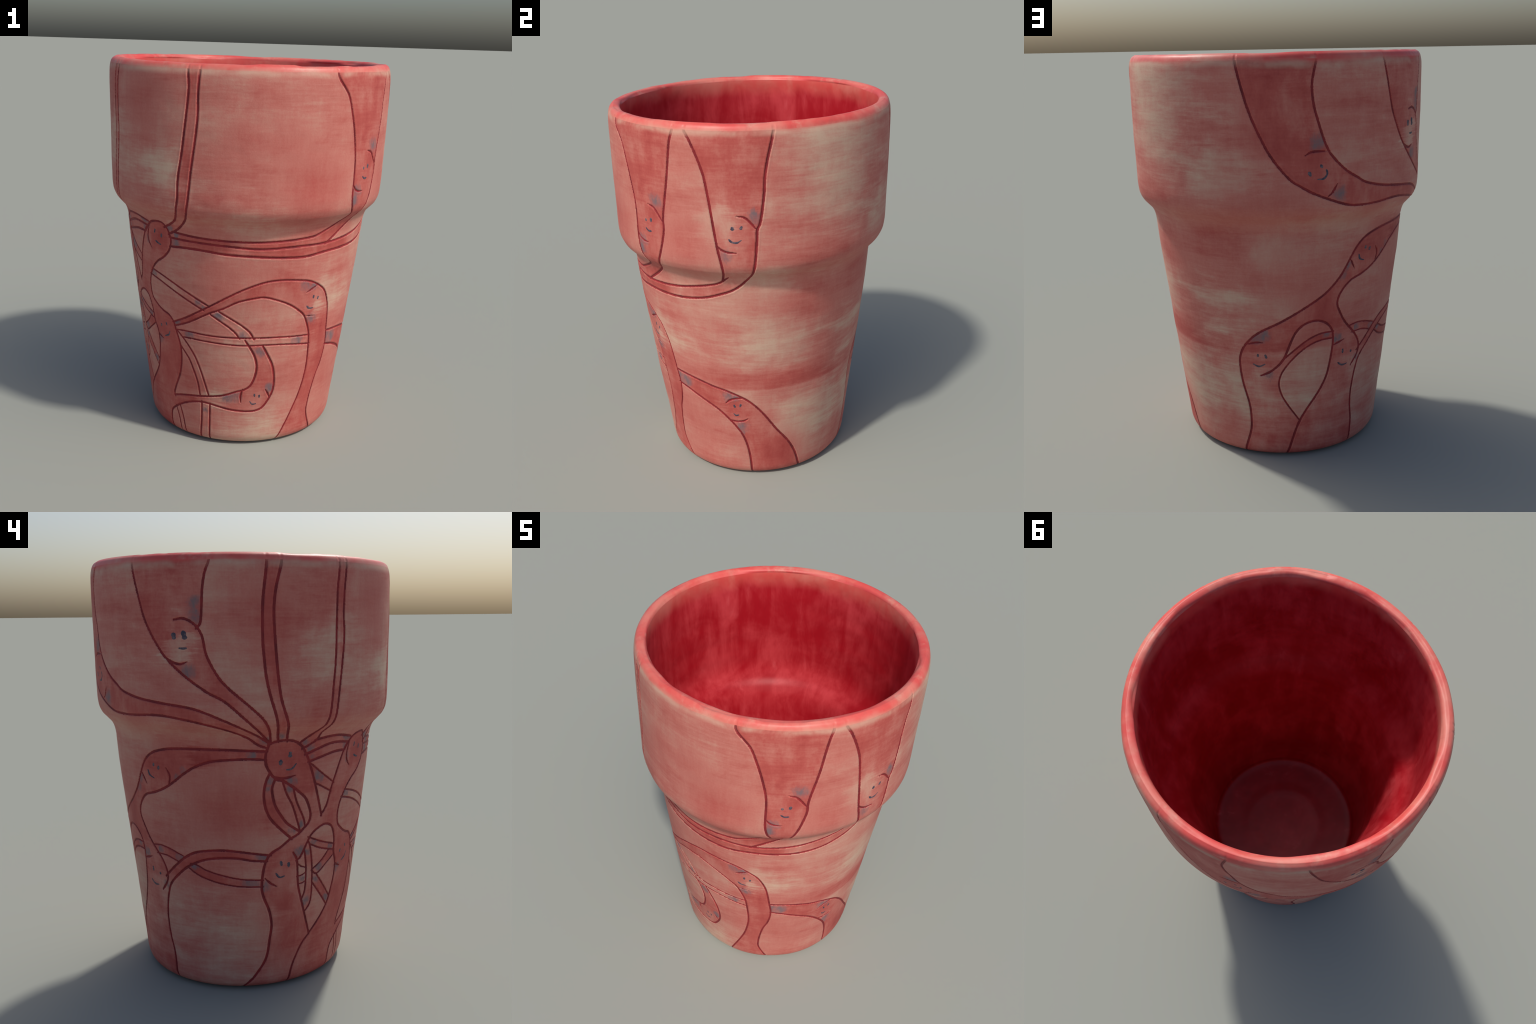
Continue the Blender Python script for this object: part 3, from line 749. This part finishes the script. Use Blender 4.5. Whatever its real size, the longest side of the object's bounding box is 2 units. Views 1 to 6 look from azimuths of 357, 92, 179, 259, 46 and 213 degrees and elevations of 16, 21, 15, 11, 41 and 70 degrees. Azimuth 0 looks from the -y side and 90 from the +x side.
def mesh_object(name, verts, faces, material, parent, normals=None):
    me = bpy.data.meshes.new(name)
    faces = np.asarray(faces)
    n = faces.shape[1]
    me.vertices.add(len(verts))
    me.vertices.foreach_set("co", np.ascontiguousarray(verts, np.float32).ravel())
    me.loops.add(faces.size)
    me.loops.foreach_set("vertex_index", np.ascontiguousarray(faces, np.int32).ravel())
    me.polygons.add(len(faces))
    me.polygons.foreach_set("loop_start", np.arange(0, faces.size, n, dtype=np.int32))
    me.update(calc_edges=True)
    me.polygons.foreach_set("use_smooth", np.ones(len(faces), bool))
    me.materials.append(material)
    if normals is not None:
        me.normals_split_custom_set_from_vertices(np.ascontiguousarray(normals, np.float32))
    ob = bpy.data.objects.new(name, me)
    bpy.context.scene.collection.objects.link(ob)
    ob.parent = parent
    return ob


idx = np.arange((N_S + 1) * N_TH).reshape(N_S + 1, N_TH)
right = np.roll(idx, -1, 1)
QUADS = np.stack([idx[:-1], right[:-1], right[1:], idx[1:]], -1)
VERTS, NORMS = WALL.reshape(-1, 3), WALL_N.reshape(-1, 3)


def cut_from_wall(name, mask, material, parent):
    """take the wall's faces under the mask out as a mesh of their own"""
    q = QUADS[mask]
    used, inv = np.unique(q, return_inverse=True)
    return mesh_object(name, VERTS[used], inv.reshape(q.shape), material, parent, NORMS[used])


figure_of_stain = {}
for st in STAINS:
    f = patch_at(st[0], st[1], figure_ids)
    figure_of_stain.setdefault(f, []).append(st)

taken = is_groove.copy()
figures = {}
for f in figure_ids:
    mask = patches == f
    # slim arms on the front of the body took hardly any slip
    low_front = np.where(mask.any(1))[0].mean() < .5 * N_S and -130 < np.degrees(np.angle(np.exp(1j * TH[mask.any(0)]).sum())) < -30
    thin = -.15 if low_front else -.04
    taken |= mask
    figures[f] = cut_from_wall("incised_figure", mask, figure_material(figure_of_stain.get(f, []),
                               0 if sizes[f] > .006 * patches.size else thin), cup)
wall = cut_from_wall("outer_wall", ~taken, wall_material(), cup)
pigment = line_material()
for number in range(len(names)):
    mask = is_groove & (face_owner == number)
    if mask.any():
        cut_from_wall("incised_line", mask, pigment, wall)


# rim: from the end of the wall over the crest to the inside
def ring_surface(profile_r, profile_z, th):
    """revolve a profile (radius, height), following the cup's drift, lobes and wavy lip"""
    t, z = np.meshgrid(th, profile_z)
    r = np.repeat(np.asarray(profile_r)[:, None], len(th), 1)
    zz = z + lip_shift(t, z)
    rr = r + lobes(t, z) * smooth(r / .3)
    return np.stack([through(AXIS_X, z) + rr * np.cos(t), through(AXIS_Y, z) + rr * np.sin(t), zz], -1)


def ring_faces(rows, cols):
    i = np.arange(rows * cols).reshape(rows, cols)
    j = np.roll(i, -1, 1)
    return np.stack([i[:-1], j[:-1], j[1:], i[1:]], -1).reshape(-1, 4)


IR, IZ = np.array([p[0] for p in INNER]), np.array([p[1] for p in INNER])
il = np.concatenate([[0], np.cumsum(np.hypot(np.diff(IR), np.diff(IZ)))])


def inner_at(length):
    return monotone(il, IR, length), monotone(il, IZ, length)


zc = np.array([RIM_START, 1.978, 1.984, 1.989, 1.993, 1.996, 1.998, 1.9994])
ro, ri = np.interp(zc, PZ, PR), inner_at(np.linspace(0, il[RIM_END], 14))
lip_r, lip_z = np.concatenate([ro, ri[0]]), np.concatenate([zc, ri[1]])
RIM = ring_surface(lip_r, lip_z, TH)
top_dents = (wall_noise(TH, TH * 0, 46, 1, RNG, 1.) * .0022 + wall_noise(TH, TH * 0, 17, 1, RNG, 1.) * .0026
             + wall_noise(TH, TH * 0, 110, 1, RNG, 1.) * .0007)
side_dents = wall_noise(TH, TH * 0, 36, 1, RNG, 1.) * .0024 + wall_noise(TH, TH * 0, 13, 1, RNG, 1.) * .0020
crest = np.exp(-((np.arange(len(lip_r)) - 9) / 4.0)**2)[:, None]
fade = smooth(np.arange(len(lip_r)) / 3.0)[:, None] * smooth((len(lip_r) - 1 - np.arange(len(lip_r))) / 3.0)[:, None]
RIM[..., 2] += np.clip(top_dents, -.006, .0012) * crest * fade
inward = np.stack([np.cos(TH), np.sin(TH)], -1)
RIM[..., :2] += (side_dents * fade * smooth((.694 - lip_r) / .024)[:, None])[..., None] * inward
# carry the wall's dents over onto the lip and let them die out
blend = 1 - smooth(np.arange(len(lip_r)) / 9.0)
RIM += (WALL[-1] - RIM[0])[None] * blend[:, None, None]
rim = mesh_object("rim", RIM.reshape(-1, 3), ring_faces(*RIM.shape[:2]), rim_material(), cup)

# inside: every fourth column of the rim carries on down to the floor
TI = TH[::4]
deep = np.concatenate([np.linspace(il[RIM_END], il[-3], 240), np.linspace(il[-3], il[-1], 14)[1:]])
dr, dz = inner_at(deep)
INS = ring_surface(dr, dz, TI)
t2, s2 = np.meshgrid(TI, deep)
throw = (wall_noise(t2, s2, 8, 9, RNG, il[-1]) * .0020 + wall_noise(t2, s2, 4, 44, RNG, il[-1]) * .0008)
throw *= smooth((deep - deep[0]) / .08)[:, None] * smooth((dr - .25) / .15)[:, None]
INS[..., :2] += throw[..., None] * np.stack([np.cos(TI), np.sin(TI)], -1)
INS[..., 2] += .004 * np.exp(-((dr - .22) / .03)**2)[:, None]
INS[0] = RIM[-1, ::4]
side = int((dz > .205).sum())
glaze = inside_material(IN_DEEP, IN_PINK)
shade_darkened_glaze = inside_material(linear(150, 16, 28), linear(172, 40, 50))  # inner crimson darkened to paint in the shade on the cup's floor
inside_n = -grid_normals(INS) * -1
mesh_object("inner_wall", INS[:side].reshape(-1, 3), ring_faces(side, len(TI)), glaze, cup, inside_n[:side].reshape(-1, 3))
low = INS[side - 1:]
mesh_object("inner_floor", low.reshape(-1, 3), ring_faces(len(low), len(TI)), shade_darkened_glaze, cup, inside_n[side - 1:].reshape(-1, 3))

# underside: a shallow turned foot
foot_r = np.array([1.0, .985, .95, .90, .885, .86, .5, .0])
foot_z = np.array([.006, .002, .0, .001, .008, .012, .013, .013])
ring = WALL[0, ::4]
centre = np.array([AXIS_X[0], AXIS_Y[0], 0])
FOOT = centre + (ring - centre)[None] * foot_r[:, None, None]
FOOT[..., 2] = foot_z[:, None]
FOOT = FOOT[::-1]
mesh_object("base", FOOT.reshape(-1, 3), ring_faces(len(foot_r), len(TI)), wall.data.materials[0], cup)


# ---------------------------------------------------------------- eyes and mouths
def wall_point(angle, z, lift):
    """a point on the finished wall, grooves and dents included, moved out by lift"""
    th = np.radians(angle)
    fj, fi = S_OF_Z(z - lip_shift(th, z)) / DS, (th / DTH) % N_TH
    j, i = np.clip(np.floor(fj).astype(int), 0, N_S - 1), np.floor(fi).astype(int)
    a, b = (fj - j)[..., None], (fi - i)[..., None]
    i1 = (i + 1) % N_TH
    i = i % N_TH
    P = (WALL[j, i] * (1 - b) + WALL[j, i1] * b) * (1 - a) + (WALL[j + 1, i] * (1 - b) + WALL[j + 1, i1] * b) * a
    N = WALL_N[j, i]
    return P + N * np.asarray(lift)[..., None]


oxide = ink_material()


def brush_mark(name, pts, half, parent, power=4):
    """a low dab of oxide: a ribbon that swells in the middle and sinks into the clay at its edge"""
    c = stroke(pts, .0025) if len(pts) > 1 else None
    k = np.array([np.degrees(1 / .62), 1.0])
    n = len(c)
    d = np.gradient(c / k, axis=0)
    d /= np.linalg.norm(d, axis=1, keepdims=True) + 1e-9
    side_v = np.stack([-d[:, 1], d[:, 0]], 1)
    u = np.linspace(0, 1, n)
    w = half * np.sqrt(np.clip(1 - np.abs(2 * u - 1)**power, .02, 1)) * np.interp(u, np.linspace(0, 1, 6), RNG.normal(1, .18, 6))
    v = np.linspace(-1, 1, 7)
    A = c[:, None] + side_v[:, None] * (w[:, None] * v[None])[..., None] * k
    lift = .0011 * (1 - np.abs(v)**2.5)[None] * smooth(np.minimum(u, 1 - u) * 8 + .15)[:, None] - .0003
    P = wall_point(A[..., 0], A[..., 1], lift)
    i = np.arange(n * 7).reshape(n, 7)
    F = np.stack([i[:-1, :-1], i[:-1, 1:], i[1:, 1:], i[1:, :-1]], -1).reshape(-1, 4)
    ob = mesh_object(name, P.reshape(-1, 3), F[:, ::-1] if np.cross(P[1, 3] - P[0, 3], P[0, 4] - P[0, 3]) @ P[0, 3] < 0 else F, oxide, parent)
    return ob


for key, face in FACES.items():
    owner_figure = figures.get(patch_at(*face["mouth"][1], figure_ids), cup)
    for a, z in face["eyes"]:
        w = EYE.get(key, .0075) * RNG.uniform(.9, 1.1)
        h = w * RNG.uniform(1.1, 1.7)
        lean = RNG.uniform(-.4, .4)
        brush_mark("eye", [(a - lean, z + h), (a, z), (a + lean, z - h)], w, owner_figure, 2)
    brush_mark("mouth", face["mouth"], .0055, owner_figure)
